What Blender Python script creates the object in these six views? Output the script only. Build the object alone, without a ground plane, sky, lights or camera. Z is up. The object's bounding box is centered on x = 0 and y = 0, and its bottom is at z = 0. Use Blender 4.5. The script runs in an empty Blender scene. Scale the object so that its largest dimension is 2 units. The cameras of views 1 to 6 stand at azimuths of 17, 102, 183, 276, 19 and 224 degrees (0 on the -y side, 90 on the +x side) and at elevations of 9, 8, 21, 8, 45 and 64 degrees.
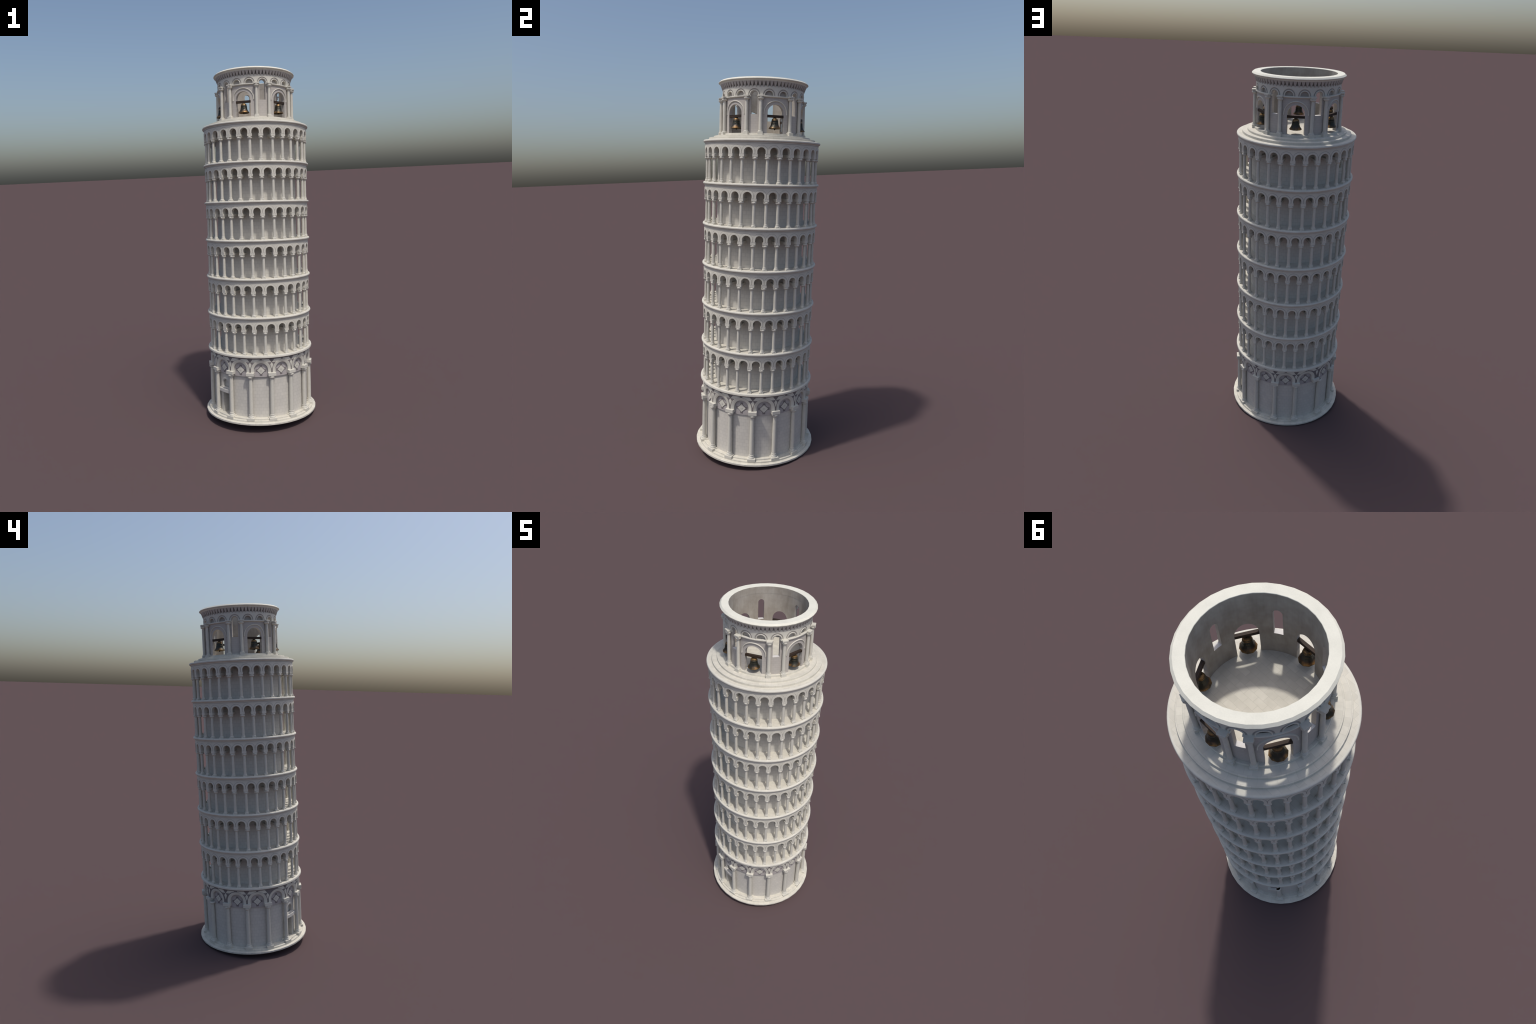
"""Leaning round bell tower of white marble: stepped base, blind-arcaded ground
storey, six open galleries of columns and arches, belfry with six bells."""
import bpy, math, random
from mathutils import Matrix
random.seed(7)
rad, sin, cos, pi = math.radians, math.sin, math.cos, math.pi

# ------------------------------------------------------------------ frame
LEAN = math.atan(0.07038)                 # the tower leans towards +y
BASE = (0.0, -0.0489, 0.02305)            # centre of the underside of the base

# vertical rhythm (metres, measured along the tower's own axis)
FLOOR1, STOREY = 0.3875, 0.2135           # first gallery floor, gallery height
TERRACE = FLOOR1 + 6 * STOREY             # 1.6685
R_CORE, R_ARC, R_COL = 0.232, 0.2985, 0.2878
BAYS = 30

# ------------------------------------------------------------------ mesh builder
class Builder:
    def __init__(self):
        self.v, self.f, self.m = [], [], []
    def add(self, pts, faces, mat=0):
        o = len(self.v)
        self.v += pts
        for f in faces:
            self.f.append([o + i for i in f]); self.m.append(mat)
    def lathe(self, prof, n=72, a0=0.0, a1=360.0, phase=0.0, mat=0, mats=None, close=False):
        """Revolve (radius, height) points about the z axis."""
        full = abs(a1 - a0 - 360) < 1e-6
        cols = n if full else n + 1
        pts = []
        for i in range(cols):
            a = rad(phase + a0 + (a1 - a0) * i / n)
            pts += [(r * cos(a), r * sin(a), h) for r, h in prof]
        k, o = len(prof), len(self.v)
        self.v += pts
        segs = k if close else k - 1
        for i in range(n):
            c0, c1 = o + i * k, o + ((i + 1) % cols) * k
            for j in range(segs):
                j2 = (j + 1) % k
                self.f.append([c0 + j, c1 + j, c1 + j2, c0 + j2])
                self.m.append(mats[j] if mats else mat)
    def box(self, x0, x1, y0, y1, z0, z1, mat=0, c=0.0):
        """Box with chamfered edges all round (c = chamfer)."""
        if c <= 0:
            p = [(x, y, z) for x in (x0, x1) for y in (y0, y1) for z in (z0, z1)]
            self.add(p, [(0,1,3,2),(4,6,7,5),(0,4,5,1),(2,3,7,6),(0,2,6,4),(1,5,7,3)], mat)
            return
        def ring(d, z):
            e = c * 0.8
            return [(x0+d+e,y0+d,z),(x1-d-e,y0+d,z),(x1-d,y0+d+e,z),(x1-d,y1-d-e,z),
                    (x1-d-e,y1-d,z),(x0+d+e,y1-d,z),(x0+d,y1-d-e,z),(x0+d,y0+d+e,z)]
        p = ring(c, z0) + ring(0, z0 + c) + ring(0, z1 - c) + ring(c, z1)
        fs = [tuple(range(7, -1, -1)), tuple(range(24, 32))]
        for L in range(3):
            for i in range(8):
                j = (i + 1) % 8
                fs.append((L*8+i, L*8+j, L*8+8+j, L*8+8+i))
        self.add(p, fs, mat)
    def sheet(self, grid, mat=0, flip=False):
        """grid[i][j] of 3D points -> quads."""
        ni, nj = len(grid), len(grid[0])
        fs = []
        for i in range(ni - 1):
            for j in range(nj - 1):
                q = [i*nj+j, (i+1)*nj+j, (i+1)*nj+j+1, i*nj+j+1]
                fs.append(q[::-1] if flip else q)
        self.add([p for row in grid for p in row], fs, mat)
    def slab(self, poly, az, r0, r1, rref, mat=0, sub=1):
        """Thin inlay: outline (x along the wall, height) wrapped on the cylinder."""
        pts = []
        for i, (x, h) in enumerate(poly):
            x2, h2 = poly[(i + 1) % len(poly)]
            for s in range(sub):
                pts.append((x + (x2 - x) * s / sub, h + (h2 - h) * s / sub))
        n = len(pts)
        cx = sum(p[0] for p in pts) / n; ch = sum(p[1] for p in pts) / n
        def at(x, h, r): return wrap(x, h, r, az, rref)
        v = [at(x, h, r0) for x, h in pts] + [at(x, h, r1) for x, h in pts] + [at(cx, ch, r1)]
        fs = []
        for i in range(n):
            j = (i + 1) % n
            fs.append((i, j, n + j, n + i)); fs.append((n + i, n + j, 2 * n))
        self.add(v, fs, mat)
    def mesh(self, name, mats, angle=35, weld=True):
        me = bpy.data.meshes.new(name)
        me.from_pydata(self.v, [], self.f)
        for m in mats: me.materials.append(m)
        me.polygons.foreach_set("material_index", self.m)
        import bmesh
        bm = bmesh.new(); bm.from_mesh(me)
        if weld: bmesh.ops.remove_doubles(bm, verts=bm.verts, dist=1e-6)
        bmesh.ops.recalc_face_normals(bm, faces=bm.faces)
        bm.to_mesh(me); bm.free()
        me.polygons.foreach_set("use_smooth", [True] * len(me.polygons))
        me.set_sharp_from_angle(angle=rad(angle))
        me.update()
        return me

def wrap(x, h, r, az, rref):
    """Arc length x along the wall (at radius rref), height h -> 3D."""
    a = rad(az) + x / rref
    return (r * cos(a), r * sin(a), h)

def arch_path(a, hs, h0, nth, nfoot, extra=()):
    """Points down-up-round-down an arched opening, as (kind, value)."""
    path = [('R', h0 + (hs - h0) * i / nfoot) for i in range(nfoot)]
    th = sorted(set([pi * i / nth for i in range(nth + 1)] + list(extra)))
    path += [('A', t) for t in th]
    path += [('L', hs + (h0 - hs) * i / nfoot) for i in range(1, nfoot + 1)]
    return path

def arch_point(kv, r, hs):
    k, t = kv
    if k == 'R': return (r, t)
    if k == 'L': return (-r, t)
    return (r * cos(t), hs + r * sin(t))

def bay(b, az, hw, h0, h1, hs, a, rf, rb, mf=0, mb=0, mr=0, band=None, r_band=None,
        groove=None, mg=0, nth=20, nfoot=2, nrad=3, back=True, soffit=True, rref=None):
    """One wall bay with an arched opening of half width a springing at hs.
    band = outer radius of a raised archivolt; groove = width of a flush dark strip painted as groove shadow."""
    rref = rref or rf
    tc = math.atan2(h1 - hs, hw)
    path = arch_path(a, hs, h0, nth, nfoot, (tc, pi - tc))
    def outer(kv):
        k, t = kv
        if k == 'R': return (hw, t)
        if k == 'L': return (-hw, t)
        c, s = cos(t), sin(t)
        d = min(hw / abs(c) if abs(c) > 1e-9 else 9, (h1 - hs) / s if s > 1e-9 else 9)
        return (d * c, hs + d * s)
    start = a
    if band:
        g = [[wrap(*arch_point(kv, r, hs), R, az, rref) for r, R in
              ((a, r_band), (band - 0.0006, r_band), (band, rf))] for kv in path]
        b.sheet(g, mf)
        start = band
        if groove:
            g = [[wrap(*arch_point(kv, r, hs), rf, az, rref) for r in (band, band + groove)] for kv in path]
            b.sheet(g, mg)
            start = band + groove
    def layer(kv, f, r):
        x0, y0 = arch_point(kv, start, hs); x1, y1 = outer(kv)
        return wrap(x0 + (x1 - x0) * f, y0 + (y1 - y0) * f, r, az, rref)
    def layer_b(kv, f, r):
        x0, y0 = arch_point(kv, a, hs); x1, y1 = outer(kv)
        return wrap(x0 + (x1 - x0) * f, y0 + (y1 - y0) * f, r, az, rref)
    fr = [j / nrad for j in range(nrad + 1)]
    b.sheet([[layer(kv, f, rf) for f in fr] for kv in path], mf)
    if back:
        b.sheet([[layer_b(kv, f, rb) for f in fr] for kv in path], mb, True)
    r0 = r_band if band else rf
    b.sheet([[wrap(*arch_point(kv, a, hs), r, az, rref) for r in (rb, r0)] for kv in path], mr)
    if soffit:
        for s in (1, -1):
            b.sheet([[wrap(s * (a + (hw - a) * f), h0, r, az, rref) for r in (rb, rf)] for f in fr], mr)

def arch_ring(b, az, hs, h0, prof, rref, nth=24, nfoot=2, mats=None):
    """Moulded arch band: prof = (distance from centre, radius of tower) pairs."""
    path = arch_path(0, hs, h0, nth, nfoot)
    g = [[wrap(*arch_point(kv, r, hs), R, az, rref) for r, R in prof] for kv in path]
    for j in range(len(prof) - 1):
        b.sheet([[row[j], row[j + 1]] for row in g], mats[j] if mats else 0)
    for row in (g[0], g[-1]):
        b.add(row, [tuple(range(len(row)))], mats[0] if mats else 0)

# ------------------------------------------------------------------ materials
class Nodes:
    def __init__(self, name):
        self.mat = bpy.data.materials.new(name); self.mat.use_nodes = True
        self.t = self.mat.node_tree; self.t.nodes.clear()
        self.out = self.n('ShaderNodeOutputMaterial'); self.p = self.n('ShaderNodeBsdfPrincipled')
        self.l(self.p.outputs[0], self.out.inputs[0])
        self.co = self.n('ShaderNodeTexCoord').outputs['Object']
    def n(self, t, **k):
        x = self.t.nodes.new(t)
        for a, v in k.items(): setattr(x, a, v)
        return x
    def l(self, a, b): self.t.links.new(a, b)
    def math(self, op, a, b=None):
        m = self.n('ShaderNodeMath', operation=op)
        for i, v in enumerate((a, b)):
            if v is None: continue
            if isinstance(v, (int, float)): m.inputs[i].default_value = v
            else: self.l(v, m.inputs[i])
        return m.outputs[0]
    def noise(self, scale, detail=4, rough=0.55, vec=None):
        x = self.n('ShaderNodeTexNoise')
        x.inputs['Scale'].default_value = scale; x.inputs['Detail'].default_value = detail
        x.inputs['Roughness'].default_value = rough
        self.l(vec or self.co, x.inputs['Vector']); return x.outputs['Fac']
    def ramp(self, fac, stops):
        r = self.n('ShaderNodeValToRGB'); e = r.color_ramp.elements
        while len(e) < len(stops): e.new(0.5)
        for el, (p, c) in zip(e, stops): el.position = p; el.color = (*c, 1)
        self.l(fac, r.inputs[0]); return r.outputs[0]
    def mix(self, fac, a, b, mode='MIX'):
        m = self.n('ShaderNodeMix', data_type='RGBA', blend_type=mode)
        for s, v in ((0, fac), (6, a), (7, b)):
            if isinstance(v, (int, float)): m.inputs[s].default_value = v
            elif isinstance(v, tuple): m.inputs[s].default_value = (*v, 1)
            else: self.l(v, m.inputs[s])
        return m.outputs[2]
    def mapping(self, scale=(1, 1, 1), rot=(0, 0, 0), loc=(0, 0, 0), vec=None):
        m = self.n('ShaderNodeMapping')
        m.inputs['Scale'].default_value = scale; m.inputs['Rotation'].default_value = rot
        m.inputs['Location'].default_value = loc
        self.l(vec or self.co, m.inputs['Vector']); return m.outputs[0]
    def polar(self, r, radial=False):
        """(arc length, height or radius) coordinates round the tower axis."""
        s = self.n('ShaderNodeSeparateXYZ'); self.l(self.co, s.inputs[0])
        u = self.math('MULTIPLY', self.math('ARCTAN2', s.outputs[1], s.outputs[0]), r)
        if radial:
            v = self.math('SQRT', self.math('ADD', self.math('MULTIPLY', s.outputs[0], s.outputs[0]),
                                            self.math('MULTIPLY', s.outputs[1], s.outputs[1])))
        else:
            v = s.outputs[2]
        c = self.n('ShaderNodeCombineXYZ'); self.l(u, c.inputs[0]); self.l(v, c.inputs[1])
        return c.outputs[0]
    def brick(self, vec, w, h, mortar, c1, c2, cm, offset=0.5, smooth=0.3):
        x = self.n('ShaderNodeTexBrick', offset=offset)
        self.l(vec, x.inputs['Vector'])
        for k, v in (('Scale', 1.0), ('Mortar Size', mortar), ('Mortar Smooth', smooth), ('Bias', 0.0),
                     ('Brick Width', w), ('Row Height', h)):
            x.inputs[k].default_value = v
        for k, v in (('Color1', c1), ('Color2', c2), ('Mortar', cm)):
            x.inputs[k].default_value = (*v, 1)
        return x.outputs['Color']
    def done(self, col, rough=0.75, bump=None, strength=0.15, dist=0.001, metal=0.0, spec=0.3):
        if isinstance(col, tuple): self.p.inputs['Base Color'].default_value = (*col, 1)
        else: self.l(col, self.p.inputs['Base Color'])
        self.p.inputs['Roughness'].default_value = rough
        self.p.inputs['Metallic'].default_value = metal
        self.p.inputs['Specular IOR Level'].default_value = spec
        if bump is not None:
            b = self.n('ShaderNodeBump'); b.inputs['Strength'].default_value = strength
            b.inputs['Distance'].default_value = dist
            self.l(bump, b.inputs['Height']); self.l(b.outputs[0], self.p.inputs['Normal'])
        return self.mat

def tint(c, k): return tuple(min(1, x * k) for x in c)
MARBLE = (0.625, 0.602, 0.530)
WALL = (0.588, 0.563, 0.512)
BELFRY = (0.475, 0.445, 0.412)

def mat_stone(name, col, var=0.10, scale=22):
    m = Nodes(name)
    a = m.noise(scale, 5); g = m.noise(240, 3)
    c = m.ramp(a, [(0.30, tint(col, 1 - var)), (0.55, col), (0.75, tint(col, 1 + var * 0.5))])
    c = m.mix(0.12, c, m.ramp(g, [(0.35, tint(col, 0.75)), (0.65, tint(col, 1.12))]))
    return m.done(c, 0.72, g, 0.12, 0.0006)

def mat_blocks(name, col, r, w, h, joint=0.66, var=0.03, z0=0.0, mortar=0.0007):
    """Coursed ashlar wrapped round the tower."""
    m = Nodes(name)
    v = m.mapping(loc=(0, -z0, 0), vec=m.polar(r))
    c = m.brick(v, w, h, mortar, tint(col, 1 + var), tint(col, 1 - var), tint(col, joint))
    n = m.noise(30, 5); f = m.noise(220, 3)
    c = m.mix(1.0, c, m.ramp(n, [(0.3, (0.95, 0.95, 0.95)), (0.7, (1.03, 1.025, 1.015))]), 'MULTIPLY')
    return m.done(c, 0.8, f, 0.12, 0.0006)

def mat_paving(name, col, w, h, joint=0.85, rot=0.0, radial=None):
    m = Nodes(name)
    v = m.polar(radial, True) if radial else m.mapping(rot=(0, 0, rad(rot)))
    c = m.brick(v, w, h, 0.0006, tint(col, 1.05), tint(col, 0.94), tint(col, joint))
    n = m.noise(35, 5)
    c = m.mix(1.0, c, m.ramp(n, [(0.3, (0.93, 0.92, 0.90)), (0.7, (1.04, 1.03, 1.02))]), 'MULTIPLY')
    return m.done(c, 0.75, m.noise(230, 3), 0.1, 0.0006)

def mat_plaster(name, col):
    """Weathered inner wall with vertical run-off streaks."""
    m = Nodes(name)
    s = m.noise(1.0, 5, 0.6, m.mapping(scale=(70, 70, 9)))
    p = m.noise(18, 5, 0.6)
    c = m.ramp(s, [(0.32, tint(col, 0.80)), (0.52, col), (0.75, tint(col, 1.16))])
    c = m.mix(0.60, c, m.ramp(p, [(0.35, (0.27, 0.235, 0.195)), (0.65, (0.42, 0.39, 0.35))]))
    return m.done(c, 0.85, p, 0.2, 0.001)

def mat_bell(name):
    """Dark bronze with green-black patches, ochre shoulder, bands and lip."""
    m = Nodes(name)
    z = m.n('ShaderNodeSeparateXYZ'); m.l(m.co, z.inputs[0]); z = z.outputs[2]
    n = m.noise(60, 5, 0.65)
    zz = m.math('ADD', z, m.math('MULTIPLY', m.math('SUBTRACT', n, 0.5), 0.006))
    f = m.math('DIVIDE', zz, 0.052)
    dark, ochre, brown = (0.030, 0.034, 0.026), (0.46, 0.255, 0.082), (0.095, 0.062, 0.029)
    c = m.ramp(f, [(0.0, brown), (0.07, ochre), (0.19, (0.20, 0.105, 0.045)), (0.26, (0.065, 0.052, 0.042)),
                   (0.50, dark), (0.55, brown), (0.585, dark), (0.74, dark), (0.78, (0.28, 0.15, 0.05)),
                   (0.83, dark), (0.90, ochre), (0.98, brown)])
    p = m.noise(34, 4, 0.6)
    c = m.mix(m.ramp(p, [(0.38, (0, 0, 0)), (0.60, (0.9, 0.9, 0.9))]), c, (0.034, 0.036, 0.027))
    return m.done(c, 0.44, n, 0.25, 0.001, metal=0.6, spec=0.5)

def mat_wood(name):
    m = Nodes(name)
    g = m.noise(1.0, 5, 0.6, m.mapping(scale=(160, 14, 160)))
    c = m.ramp(g, [(0.3, (0.014, 0.010, 0.008)), (0.55, (0.042, 0.026, 0.017)), (0.75, (0.100, 0.060, 0.038))])
    return m.done(c, 0.7, g, 0.4, 0.001)

M_MARBLE = mat_stone("pale_marble", MARBLE)
M_CROWN = mat_stone("bleached_marble", (0.715, 0.698, 0.605), 0.08, 20)
M_COLUMN = mat_stone("column_marble", tint(MARBLE, 0.97), 0.09, 30)
M_GROUND = mat_blocks("ground_ashlar", WALL, 0.276, 2*pi*0.276/84, 0.0190, joint=0.84, z0=0.028)
M_CORE = mat_blocks("gallery_ashlar", tint(WALL, 1.0), 0.230, 2*pi*0.230/66, 0.0195, joint=0.82, z0=0.0)
M_BELFRY = mat_blocks("belfry_ashlar", BELFRY, 0.209, 2*pi*0.209/60, 0.0115, joint=0.90, var=0.02, z0=1.70)
M_FLOOR = mat_paving("floor_slabs", tint(MARBLE, 0.97), 0.042, 0.0235)
M_STEP = mat_paving("terrace_slabs", tint(MARBLE, 1.0), 0.030, 0.0275, radial=0.26)
M_MAUVE = mat_stone("mauve_panel_stone", (0.425, 0.395, 0.385), 0.10, 26)
M_DARK = mat_stone("dark_inlay_stone", (0.195, 0.174, 0.172), 0.18, 40)
M_DOOR = mat_stone("dark_brown_door_wood", (0.170, 0.130, 0.098), 0.25, 60)
M_ASHLAR = mat_stone("plain_wall_stone", WALL, 0.08, 26)
M_SHADOW_PAINT = mat_stone("painted_shadow_stone", (0.26, 0.245, 0.225), 0.08, 30)
M_TYMP = mat_stone("tympanum_stone", (0.40, 0.375, 0.345), 0.14, 40)
M_SILL = mat_stone("sill_marble", (0.66, 0.64, 0.62), 0.08, 40)
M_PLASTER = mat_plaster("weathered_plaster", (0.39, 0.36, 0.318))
M_BELL, M_WOOD = mat_bell("dark_patchy_bronze"), mat_wood("old_beam_wood")

# ------------------------------------------------------------------ scene helpers
COL = bpy.context.scene.collection
tower = bpy.data.objects.new("leaning_tower", None)
tower.empty_display_size = 0.2
COL.objects.link(tower)
tower.location = BASE
tower.rotation_euler = (-LEAN, 0, 0)
tower["label"] = "leaning round white marble bell tower with arcaded galleries"
tower["category"] = "tower"

def part(name, me, parent=tower, az=None, r=0.0, h=0.0):
    o = bpy.data.objects.new(name, me); COL.objects.link(o); o.parent = parent
    if az is not None:
        a = rad(az)
        o.matrix_basis = Matrix.Translation((r * cos(a), r * sin(a), h)) @ Matrix.Rotation(a, 4, 'Z')
    return o

def column_profile(rs, h0, h1, hb, he, flare, top):
    """Attic-like base, shaft with entasis, swelling echinus."""
    H = h1 - h0
    p = [(rs * 1.40, h0), (rs * 1.44, h0 + hb * 0.20), (rs * 1.34, h0 + hb * 0.42), (rs * 1.10, h0 + hb * 0.60),
         (rs * 1.08, h0 + hb * 0.76), (rs * 1.20, h0 + hb * 0.84), (rs * 1.18, h0 + hb * 0.95), (rs * 1.02, h0 + hb)]
    s0, s1 = h0 + hb, he
    for i in range(1, 7):
        t = i / 6
        p.append((rs * (1.0 + 0.035 * sin(pi * t) - 0.11 * t * t), s0 + (s1 - s0) * t))
    e = h1 - he
    p += [(rs * 1.00, he + e * 0.04), (flare * 0.80, he + e * 0.16), (flare * 0.96, he + e * 0.34), (flare, he + e * 0.55),
          (flare * 0.95, he + e * 0.76), (flare * 0.80, he + e * 0.90), (flare * 0.74, h1)]
    if top: p += [(flare * 0.66, h1), (flare * 0.55, h1 - 0.012), (rs * 0.8, h1 - 0.10)]
    else: p += [(0.0005, h1)]
    return p

# ================================================================== stepped base
b = Builder()
b.lathe([(0.0005, 0), (0.3280, 0), (0.3300, 0.0018), (0.3300, 0.0100), (0.3284, 0.0115), (0.3105, 0.0115)],
        36, phase=5, mat=0)
b.lathe([(0.3112, 0.0113), (0.3112, 0.0188), (0.3100, 0.0200), (0.2965, 0.0200)], 72)
b.lathe([(0.2978, 0.0198), (0.2978, 0.0268), (0.2966, 0.0280), (0.2100, 0.0280)], 72, mats=[0, 0, 1])
part("stepped_base", b.mesh("stepped_base", [M_STEP, M_FLOOR]))

# ================================================================== ground storey
R_W, PITCH, FIRST = 0.2760, 23.52, 146.40
R_P = 0.2832                              # face of the mauve panels behind the arches
ARCHES = [FIRST - 2.8] + [FIRST + PITCH * k for k in range(1, 15)]   # arch centres (the first set closer to the seam)
COLS = [FIRST + PITCH * (k + 0.5) for k in range(14)]           # columns between them
DOOR = ARCHES[4]
SEAM = ((ARCHES[14] - 360) + ARCHES[0]) / 2                     # where the arcade closes on itself
hp = rad(PITCH / 2) * R_W                                       # half bay along the wall
b = Builder()
d0, d1 = DOOR - PITCH / 2, DOOR + PITCH / 2
b.lathe([(R_W, 0.0275), (R_W, 0.150), (R_W, 0.2615)], 84, a0=d1, a1=d0 + 360)
# door bay: jambs, deep doorway, lunette recess above the lintel
DW = 0.0245
for s in (1, -1):
    b.sheet([[wrap(s * (DW + (hp - DW) * i / 3), h, R_W, DOOR, R_W) for h in (0.0275, 0.163)] for i in range(4)], 0)
    b.sheet([[wrap(s * DW, h, r, DOOR, R_W) for h in (0.0275, 0.163)] for r in (R_W, 0.215)], 0)
bay(b, DOOR, hp, 0.163, 0.2615, 0.200, 0.025, R_W, 0.262, nrad=3, soffit=False, back=False, nth=18)
b.sheet([[wrap(0.026 * f, h, 0.262, DOOR, R_W) for h in (0.163, 0.227)] for f in (-1, -.3, .3, 1)], 0)
b.v = [(x * 1.0090, y * 1.0090 + 0.0040, z) for x, y, z in b.v]   # the wall drum stands slightly off the arcade's axis
ground = part("ground_wall", b.mesh("ground_wall", [M_GROUND, M_TYMP], weld=False))

b = Builder()
arch_ring(b, DOOR, 0.200, 0.178, [(0.0248, 0.268), (0.0248, 0.2768), (0.0290, 0.2772), (0.0300, 0.2788),
                                  (0.0355, 0.2788), (0.0365, 0.2750)], R_W, 20)
part("lunette_arch", b.mesh("lunette_arch", [M_ASHLAR]), ground)
b = Builder()
n = 8
prof = [(0.270, 0.1500), (0.2870, 0.1500), (0.2885, 0.1520), (0.2885, 0.1695), (0.2870, 0.1715), (0.270, 0.1725)]
b.lathe(prof, n, a0=DOOR - 10.0, a1=DOOR + 10.0)
part("door_lintel", b.mesh("door_lintel", [M_ASHLAR]), ground)
b = Builder()
b.lathe([(0.270, 0.1735), (0.2815, 0.1735), (0.2815, 0.1785), (0.270, 0.1800)], 6, a0=DOOR - 8.2, a1=DOOR + 8.2)
part("lunette_sill", b.mesh("lunette_sill", [M_ASHLAR]), ground)

b = Builder()                                                   # boarded door deep in the opening
for i in range(5):
    x0, x1 = -DW + 2 * DW * i / 5 + .0004, -DW + 2 * DW * (i + 1) / 5 - .0004
    b.slab([(x0, 0.0275), (x1, 0.0275), (x1, 0.1600), (x0, 0.1600)], DOOR, 0.222, 0.2275, R_W)
b.slab([(-DW, 0.0275), (DW, 0.0275), (DW, 0.1600), (-DW, 0.1600)], DOOR, 0.220, 0.2262, R_W, sub=3)
part("door", b.mesh("door", [M_DOOR]), ground)

# mauve frieze band behind the arches
b = Builder()
b.lathe([(0.2740, 0.2618), (R_P - .0006, 0.2618), (R_P, 0.2624), (R_P, 0.3760)], 120)
part("arch_panel_band", b.mesh("arch_panel_band", [M_MAUVE]), ground)

# arch wall almost flush with the columns: coved arch band, inlaid spandrels
R_A = 0.2965
hpa = rad(PITCH / 2) * R_A
HS, RI, RO = 0.3040, 0.0394, 0.0560
b = Builder()
arch_ring(b, 0, HS, 0.2895, [(RI, 0.2826), (RI, 0.2925), (RI + .0008, 0.2935), (RI + .0040, 0.2938), (RI + .0050, 0.2950),
                             (RI + .0100, 0.2958), (RO - .0016, 0.2982), (RO - .0005, 0.2984), (RO, 0.2978), (RO, 0.2900)], R_A, 28)
me_arch = b.mesh("blind_arch", [M_MARBLE], 30)
b = Builder()
bay(b, 0, hpa, 0.2895, 0.3745, HS, RO - 0.001, R_A, 0.2775, nrad=2, nth=24, back=False, soffit=True)
me_span = b.mesh("spandrel_panel", [M_DARK])
HD = 0.2992
b = Builder()
q, t, u = 0.0262, 0.0298, 0.0070
star = [(t, -u), (t, u), (q - u, u + 0.0002), (u + 0.0002, q - u), (u, t), (-u, t), (-u - 0.0002, q - u), (-q + u, u + 0.0002),
        (-t, u), (-t, -u), (-q + u, -u - 0.0002), (-u - 0.0002, -q + u), (-u, -t), (u, -t), (u + 0.0002, -q + u), (q - u, -u - 0.0002)]
b.slab([(x, HD + h) for x, h in star], 0, R_P - .001, R_P + 0.0006, R_P)
me_star = b.mesh("star_inlay", [M_DARK])
b = Builder()
b.slab([(0.0212, HD), (0, HD + 0.0212), (-0.0212, HD), (0, HD - 0.0212)], 0, R_P - .001, R_P + 0.0020, R_P, sub=4)
def disc(r1, rr, m): b.slab([(rr * cos(2*pi*i/16), HD + rr * sin(2*pi*i/16)) for i in range(16)], 0, R_P, R_P + r1, R_P, mat=m)
disc(0.0026, 0.0046, 1); disc(0.0034, 0.0033, 0)
me_diam = b.mesh("diamond_inlay", [M_MARBLE, M_TYMP])
b = Builder()
b.slab([(0, 0.3100), (0.0086, 0.3345), (0, 0.3478), (-0.0086, 0.3345)], 0, R_A - .001, R_A + 0.0009, R_A, sub=2)
me_loz = b.mesh("lozenge_inlay", [M_MARBLE])
def para(s):
    """Slanted inlay lying between the crossing point and the arch back."""
    b = Builder()
    def arch_back(h): return hpa - math.sqrt(max(0, (RO + .0012) ** 2 - (h - HS) ** 2))
    h0, h1 = 0.3485, 0.3660
    hs_ = [h0 + (h1 - h0) * i / 5 for i in range(6)]
    pts = [(s * 0.0022, h0)] + [(s * min(arch_back(h), hpa - .006), h) for h in hs_] + [(s * 0.0155, h1)]
    b.slab(pts if s < 0 else pts[::-1], 0, R_A - .001, R_A + 0.0009, R_A)
    return b.mesh("slanted_inlay", [M_MARBLE])
me_pr, me_pl = para(1), para(-1)
for az in ARCHES:
    part("blind_arch", me_arch, ground, az)
    part("spandrel_panel", me_span, ground, az)
    part("star_inlay", me_star, ground, az)
    part("diamond_inlay", me_diam, ground, az)
b = Builder()                                                   # closing strips beside the displaced arch
b.lathe([(0.2774, 0.2895), (R_A - .0004, 0.2895), (R_A - .0004, 0.3745)], 4, a0=ARCHES[14] - 360 + PITCH/2 - .1, a1=ARCHES[0] - PITCH/2 + .1)
b.lathe([(0.2774, 0.2895), (R_A - .0004, 0.2895), (R_A - .0004, 0.3745)], 4, a0=ARCHES[0] + PITCH/2 - .1, a1=ARCHES[1] - PITCH/2 + .1)
part("spandrel_panel", b.mesh("spandrel_filler", [M_DARK]), ground)
for i, az in enumerate([(ARCHES[0] + ARCHES[1]) / 2] + COLS[1:] + [SEAM]):
    part("lozenge_inlay", me_loz, ground, az)
    part("slanted_inlay", me_pl, ground, az)
    if i != 2: part("slanted_inlay", me_pr, ground, az)         # one slanted piece is lost

# engaged columns: plinth block, moulded base, shaft, echinus; block on top
b = Builder()
b.box(-0.0200, 0.0205, -0.0210, 0.0210, 0.0190, 0.0330, c=0.0006)
b.lathe(column_profile(0.0116, 0.0328, 0.2725, 0.0185, 0.2555, 0.0177, True), 28)
me_gcol = b.mesh("column", [M_COLUMN], 32)
b = Builder()
b.box(-0.0190, 0.0168, -0.0218, 0.0218, 0.2724, 0.2905, c=0.0006)
me_gcap = b.mesh("capital_block", [M_MARBLE])
for az in COLS + [133.9]:
    part("column", me_gcol, ground, az, 0.2922)
    part("capital_block", me_gcap, ground, 128.2 if az == 133.9 else az, 0.2922)

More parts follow.
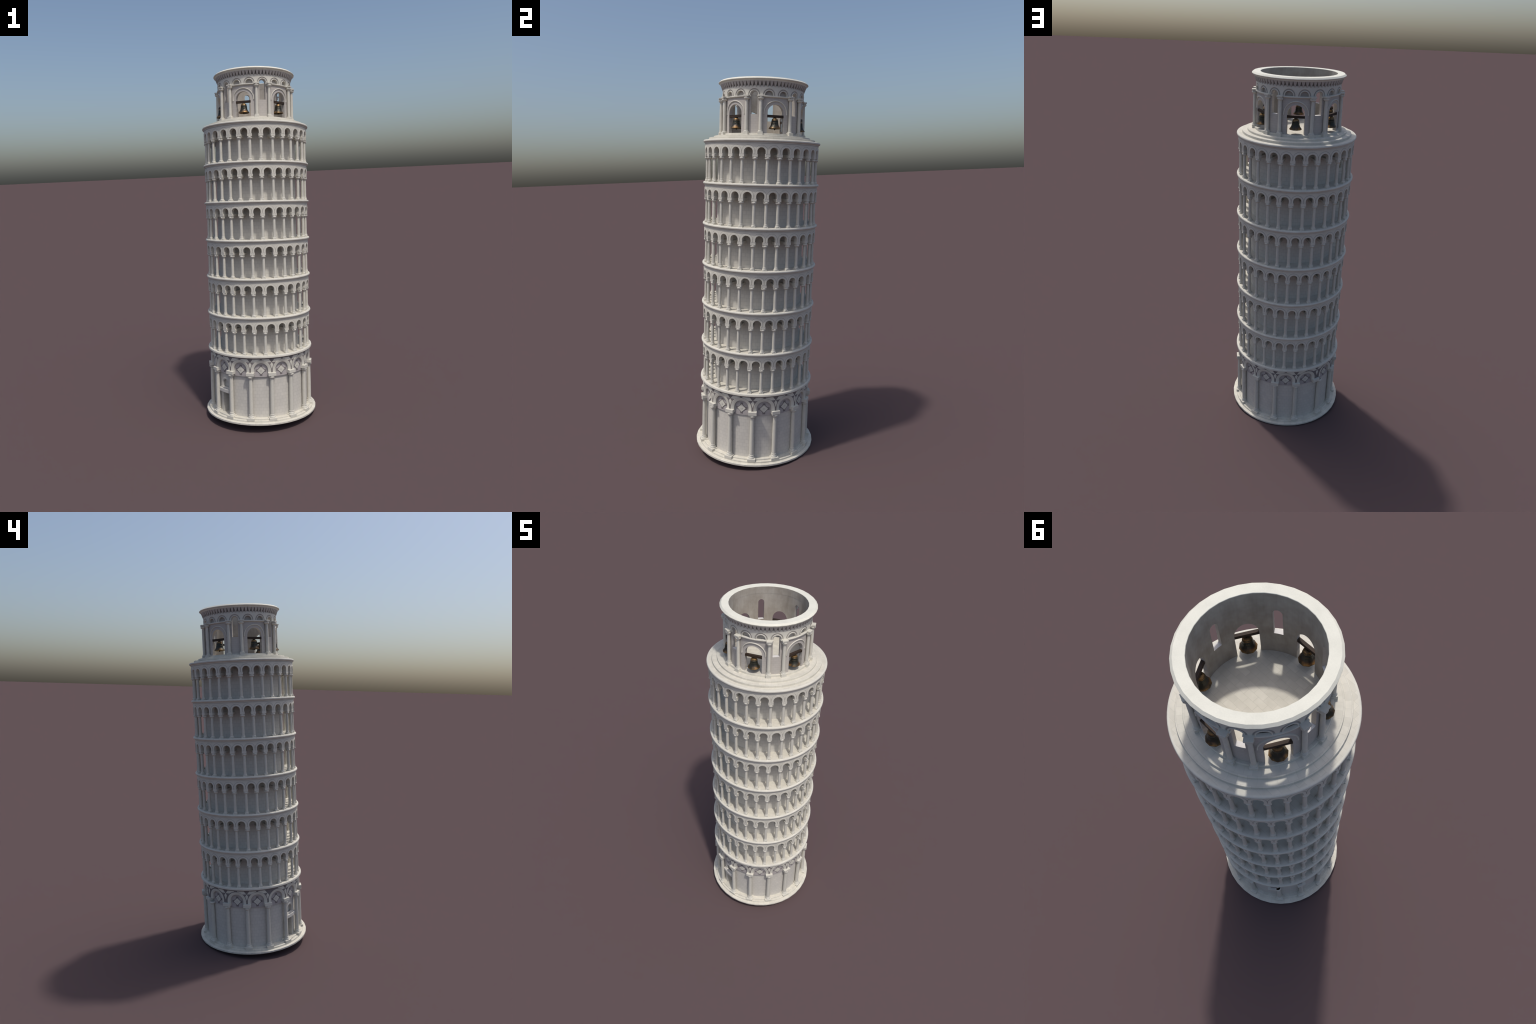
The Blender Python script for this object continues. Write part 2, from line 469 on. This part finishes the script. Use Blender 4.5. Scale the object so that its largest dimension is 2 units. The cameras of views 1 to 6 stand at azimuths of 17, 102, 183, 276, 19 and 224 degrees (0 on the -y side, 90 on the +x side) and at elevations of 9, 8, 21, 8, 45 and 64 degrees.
# ================================================================== cornices and gallery floors
def cornice(first):
    b = Builder()
    if first:
        p = [(0.2750, 0.3735), (0.3000, 0.3725), (0.3075, 0.3742), (0.3100, 0.3765), (0.3100, 0.3822), (0.3088, 0.3862),
             (0.3060, 0.3875)]
        h = 0.3875
    else:
        p = [(0.2300, -0.0205), (0.2975, -0.0205), (0.2975, -0.0192), (0.3000, -0.0190), (0.3004, -0.0140), (0.3024, -0.0128), (0.3054, -0.0118),
             (0.3075, -0.0098), (0.3079, -0.0064), (0.3070, -0.0026), (0.3050, -0.0004), (0.3030, 0.0)]
        h = 0.0
    k = len(p) - 1
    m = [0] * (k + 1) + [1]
    if not first: m[1] = m[2] = 2                               # lowest cornice faces coloured dark to draw its shadow line
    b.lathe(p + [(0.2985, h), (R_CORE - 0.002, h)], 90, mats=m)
    return b.mesh("cornice", [M_MARBLE, M_FLOOR, M_SHADOW_PAINT], 40)
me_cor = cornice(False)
part("cornice", cornice(True))

# ================================================================== six galleries
HB, HSP = 0.1425, 0.1544              # pier foot and arch springing above the floor
A, BAND = 0.0202, 0.0297
STEP = 11.80                          # columns repeat in six sectors of five, a wider bay between sectors
COL_AZ = [60 * k + 6 + STEP * j for k in range(6) for j in range(5)]
hwb = rad(STEP / 2) * R_ARC
b = Builder()
b.lathe([(R_CORE, -0.001), (R_CORE, 0.07), (R_CORE, STOREY - 0.020)], 96)
me_core = b.mesh("gallery_wall", [M_CORE])
b = Builder()
for i in range(BAYS):
    lo, hi = COL_AZ[i - 1], COL_AZ[i]
    span = (hi - lo) % 360
    bay(b, lo + span / 2, hwb, HB, STOREY - 0.0200, HSP, A, R_ARC, 0.2755, band=BAND, r_band=R_ARC + 0.0012,
        groove=0.0013, mg=1, nth=14, nfoot=1, nrad=1, rref=R_ARC * STEP / span)
me_arc = b.mesh("arcade", [M_MARBLE, M_SHADOW_PAINT], 30)
b = Builder()
b.box(-0.0115, 0.0108, -0.0112, 0.0112, -0.0003, 0.0062, c=0.0005)
b.lathe(column_profile(0.0080, 0.0060, 0.1290, 0.0125, 0.1150, 0.0134, False), 20)
me_col = b.mesh("gallery_column", [M_COLUMN], 32)
b = Builder()
b.box(-0.0118, 0.0112, -0.0128, 0.0128, 0.1286, 0.1430, c=0.0007)
b.box(R_CORE - 0.002 - R_COL, -0.0118, -0.0105, 0.0105, 0.1290, 0.1428)
me_imp = b.mesh("impost_beam", [M_MARBLE])
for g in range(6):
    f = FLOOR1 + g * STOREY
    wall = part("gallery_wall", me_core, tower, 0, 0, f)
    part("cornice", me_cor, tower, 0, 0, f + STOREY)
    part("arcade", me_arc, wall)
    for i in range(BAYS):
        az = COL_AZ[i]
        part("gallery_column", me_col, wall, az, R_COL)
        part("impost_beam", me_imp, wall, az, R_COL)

# ================================================================== terrace and belfry floor
T = TERRACE
FL = 1.7005
b = Builder()
b.lathe([(0.2800, T - 0.001), (0.2800, 1.6792), (0.2792, 1.6802), (0.2540, 1.6802), (0.2538, 1.6892), (0.2530, 1.6902),
         (0.2190, 1.6902), (0.2188, FL - 0.001), (0.2180, FL), (0.2000, FL)], 72, mats=[0]*8 + [1])
b.lathe([(0.2000, FL), (0.0005, FL)], 72, mat=1)
part("terrace_steps", b.mesh("terrace_steps", [M_STEP, M_FLOOR]))

# ================================================================== belfry
RW, RIN, RUP = 0.2085, 0.1908, 0.2010
HSTR = 1.8760
b = Builder()
for k in range(6):
    az = 30 + 60 * k
    # bell bay: round-headed opening down to the floor
    bay(b, az, rad(20) * RW, FL - 0.0005, HSTR, 1.7965, 0.0432, RW, RIN, 0, 1, 0, nth=24, nfoot=4, nrad=5, soffit=False)
    b.lathe([(RW, HSTR), (RUP, HSTR), (RUP, 1.955)], 16, a0=az - 20, a1=az + 20, mat=2)
    b.lathe([(RIN, HSTR), (RIN, 1.92), (RIN, 1.964)], 16, a0=az - 20, a1=az + 20, mat=1)
    # window bay: tall narrow light with an arched head
    z = az + 30
    hwz = rad(10) * RW
    b.lathe([(RW, FL - 0.0005), (RW, 1.7915)], 8, a0=z - 10, a1=z + 10)
    b.lathe([(RIN, FL - 0.0005), (RIN, 1.7915)], 8, a0=z - 10, a1=z + 10, mat=1)
    bay(b, z, hwz, 1.7915, 1.9300, 1.8822, 0.0168, RW, RIN, 0, 1, 0, nth=18, nfoot=4, nrad=2, soffit=False)
    b.lathe([(RIN, 1.93), (RIN, 1.964)], 8, a0=z - 10, a1=z + 10, mat=1)
    b.lathe([(RW, 1.93), (RW, 1.955)], 8, a0=z - 10, a1=z + 10)
    for sgn in (1, -1):                                         # close the small set-back beside the window bays
        b.sheet([[wrap(0, h, r, z + sgn * 10, RW) for r in (RUP, RW)] for h in (HSTR, 1.955)])
    b.lathe([(RW, 1.7915), (RIN, 1.7915)], 6, a0=z - 4.7, a1=z + 4.7, mat=3)
belfry = part("belfry_wall", b.mesh("belfry_wall", [M_BELFRY, M_PLASTER, M_TYMP, M_SILL], weld=False))

# frieze of eighteen small arches
RF = 0.2120
b = Builder()
for i in range(18):
    bay(b, 20 * i, rad(10) * RF, 1.8795, 1.9215, 1.8822, 0.0312, RF, 0.2095,
        nth=20, nfoot=1, nrad=2, back=False, soffit=True)
part("arched_frieze", b.mesh("arched_frieze", [M_MARBLE], 30), belfry)
b = Builder()                                                   # moulded arch head: roll inside a channel tinted darker for its cove shading
arch_ring(b, 0, 1.8822, 1.8795, [(0.0206, 0.2000), (0.0206, 0.2120), (0.0212, 0.2128), (0.0240, 0.2130), (0.0250, 0.2116), (0.0262, 0.2092),
                                 (0.0288, 0.2096), (0.0300, 0.2108), (0.0313, RF + .0002)], RF, 20, 1, mats=[0, 0, 0, 0, 1, 1, 1, 0])
me_rib = b.mesh("frieze_arch_rib", [M_MARBLE, M_TYMP], 45)
for i in range(18): part("frieze_arch_rib", me_rib, belfry, 20 * i)

# string course over the bell bays, short imposts beside the windows
def band(a0, a1, n):
    b = Builder()
    b.lathe([(0.2040, 1.8715), (0.2128, 1.8718), (0.2152, 1.8740), (0.2160, 1.8765), (0.2148, 1.8792), (0.2110, 1.8800), (0.2040, 1.8802)],
            n, a0=a0, a1=a1)
    return b
me_str = band(-20.5, 20.5, 16).mesh("string_course", [M_MARBLE], 50)
b = band(-2.0, 2.0, 4)
for a in (-2.0, 2.0):
    b.add([wrap(0, h, r, a, 1) for r, h in ((.204, 1.8715), (.2128, 1.8718), (.2160, 1.8765), (.2110, 1.8800), (.204, 1.8802))], [(0, 1, 2, 3, 4)])
me_impost = b.mesh("window_impost", [M_MARBLE], 50)
# hood mould over each bell opening
b = Builder()
arch_ring(b, 0, 1.7965, 1.7925, [(0.0570, RW - .001), (0.0574, RW + 0.0030), (0.0596, RW + 0.0044), (0.0616, RW + 0.0036), (0.0624, RW - .001)], RW, 28, 1)
me_hood = b.mesh("hood_mould", [M_MARBLE], 60)
# bell: ten-sided body with shoulder and flared lip, canons and clapper
b = Builder()
bp = [(0.0286, 0.0000), (0.0306, 0.0010), (0.0300, 0.0035), (0.0262, 0.0085), (0.0222, 0.0140), (0.0196, 0.0210), (0.0184, 0.0265),
      (0.0190, 0.0278), (0.0182, 0.0292), (0.0172, 0.0370), (0.0176, 0.0382), (0.0166, 0.0394), (0.0158, 0.0440), (0.0132, 0.0485),
      (0.0080, 0.0505), (0.0005, 0.0510)]
b.lathe([(0.0005, 0.046), (0.0130, 0.0440), (0.0165, 0.030), (0.0205, 0.014), (0.0262, 0.002)] + bp, 10)
for x, y in ((0, 0), (0.006, 0), (-0.006, 0), (0, 0.006), (0, -0.006)):
    b.box(x - 0.0017, x + 0.0017, y - 0.0017, y + 0.0017, 0.048, 0.0560)
me_bell = b.mesh("bell", [M_BELL], 32)
b = Builder()
b.lathe([(0.0005, 0.046), (0.0012, 0.046), (0.0014, 0.006), (0.0036, 0.002), (0.0042, -0.0015), (0.0030, -0.0050), (0.0005, -0.0060)], 10)
me_clap = b.mesh("clapper", [M_BELL], 60)
b = Builder()
b.box(-0.0062, 0.0062, -0.0434, 0.0434, 0, 0.0122, c=0.0007)
me_beam = b.mesh("bell_beam", [M_WOOD])
for k in range(6):
    az = 30 + 60 * k
    part("string_course", me_str, belfry, az)
    part("hood_mould", me_hood, belfry, az)
    o = part("bell_beam", me_beam, belfry, az, 0.1968, 1.7782)
    bell = part("bell", me_bell, belfry, az, 0.1950, 1.7240)
    bell.matrix_basis = bell.matrix_basis @ Matrix.Rotation(rad(18), 4, 'Z')
    part("clapper", me_clap, bell)
    for sgn in (1, -1):
        part("window_impost", me_impost, belfry, az + 30 + sgn * 6.6)

# twelve belfry columns
b = Builder()
b.box(-0.0128, 0.0128, -0.0130, 0.0130, 1.6895, 1.7070, c=0.0007)
b.lathe(column_profile(0.0084, 1.7068, 1.8738, 0.0105, 1.8592, 0.0147, False), 22)
b.box(-0.0140, 0.0138, -0.0140, 0.0140, 1.8736, 1.8815, c=0.0006)
me_bcol = b.mesh("belfry_column", [M_COLUMN], 32)
for k in range(6):
    for s in (-9.4, 9.4):
        part("belfry_column", me_bcol, belfry, 60 * k + s, 0.2180)

# corbel table: wedge-shaped teeth under the rim
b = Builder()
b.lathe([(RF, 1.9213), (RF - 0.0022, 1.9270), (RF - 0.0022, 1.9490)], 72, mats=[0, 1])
part("corbel_recess", b.mesh("corbel_recess", [M_MARBLE, M_SHADOW_PAINT]), belfry)
b = Builder()
ha = rad(2.36)
def cp(a, r, h): return (r * cos(a), r * sin(a), h)
hb_, ht = 1.9205, 1.9482
b.add([cp(-ha, 0.2235, ht), cp(ha, 0.2235, ht), cp(0.006, 0.2128, hb_), cp(-0.006, 0.2128, hb_),
       cp(-ha, 0.2100, ht), cp(ha, 0.2100, ht), cp(0.006, 0.2100, hb_), cp(-0.006, 0.2100, hb_)],
      [(0, 1, 2, 3), (0, 3, 7, 4), (1, 5, 6, 2), (2, 6, 7, 3), (0, 4, 5, 1)])
me_tooth = b.mesh("corbel_tooth", [M_BELFRY])
for i in range(72): part("corbel_tooth", me_tooth, belfry, 2.5 + 5 * i)

# crowning rim
b = Builder()
b.lathe([(RIN, 1.9300), (RIN, 1.9650), (0.1918, 1.9664), (0.2256, 1.9664), (0.2337, 1.9594), (0.2337, 1.9572),
         (0.2300, 1.9548), (0.2262, 1.9520), (0.2245, 1.9480), (0.2100, 1.9480)], 36, mats=[1] + [0] * 8)
part("crown_rim", b.mesh("crown_rim", [M_CROWN, M_PLASTER], 24), belfry)
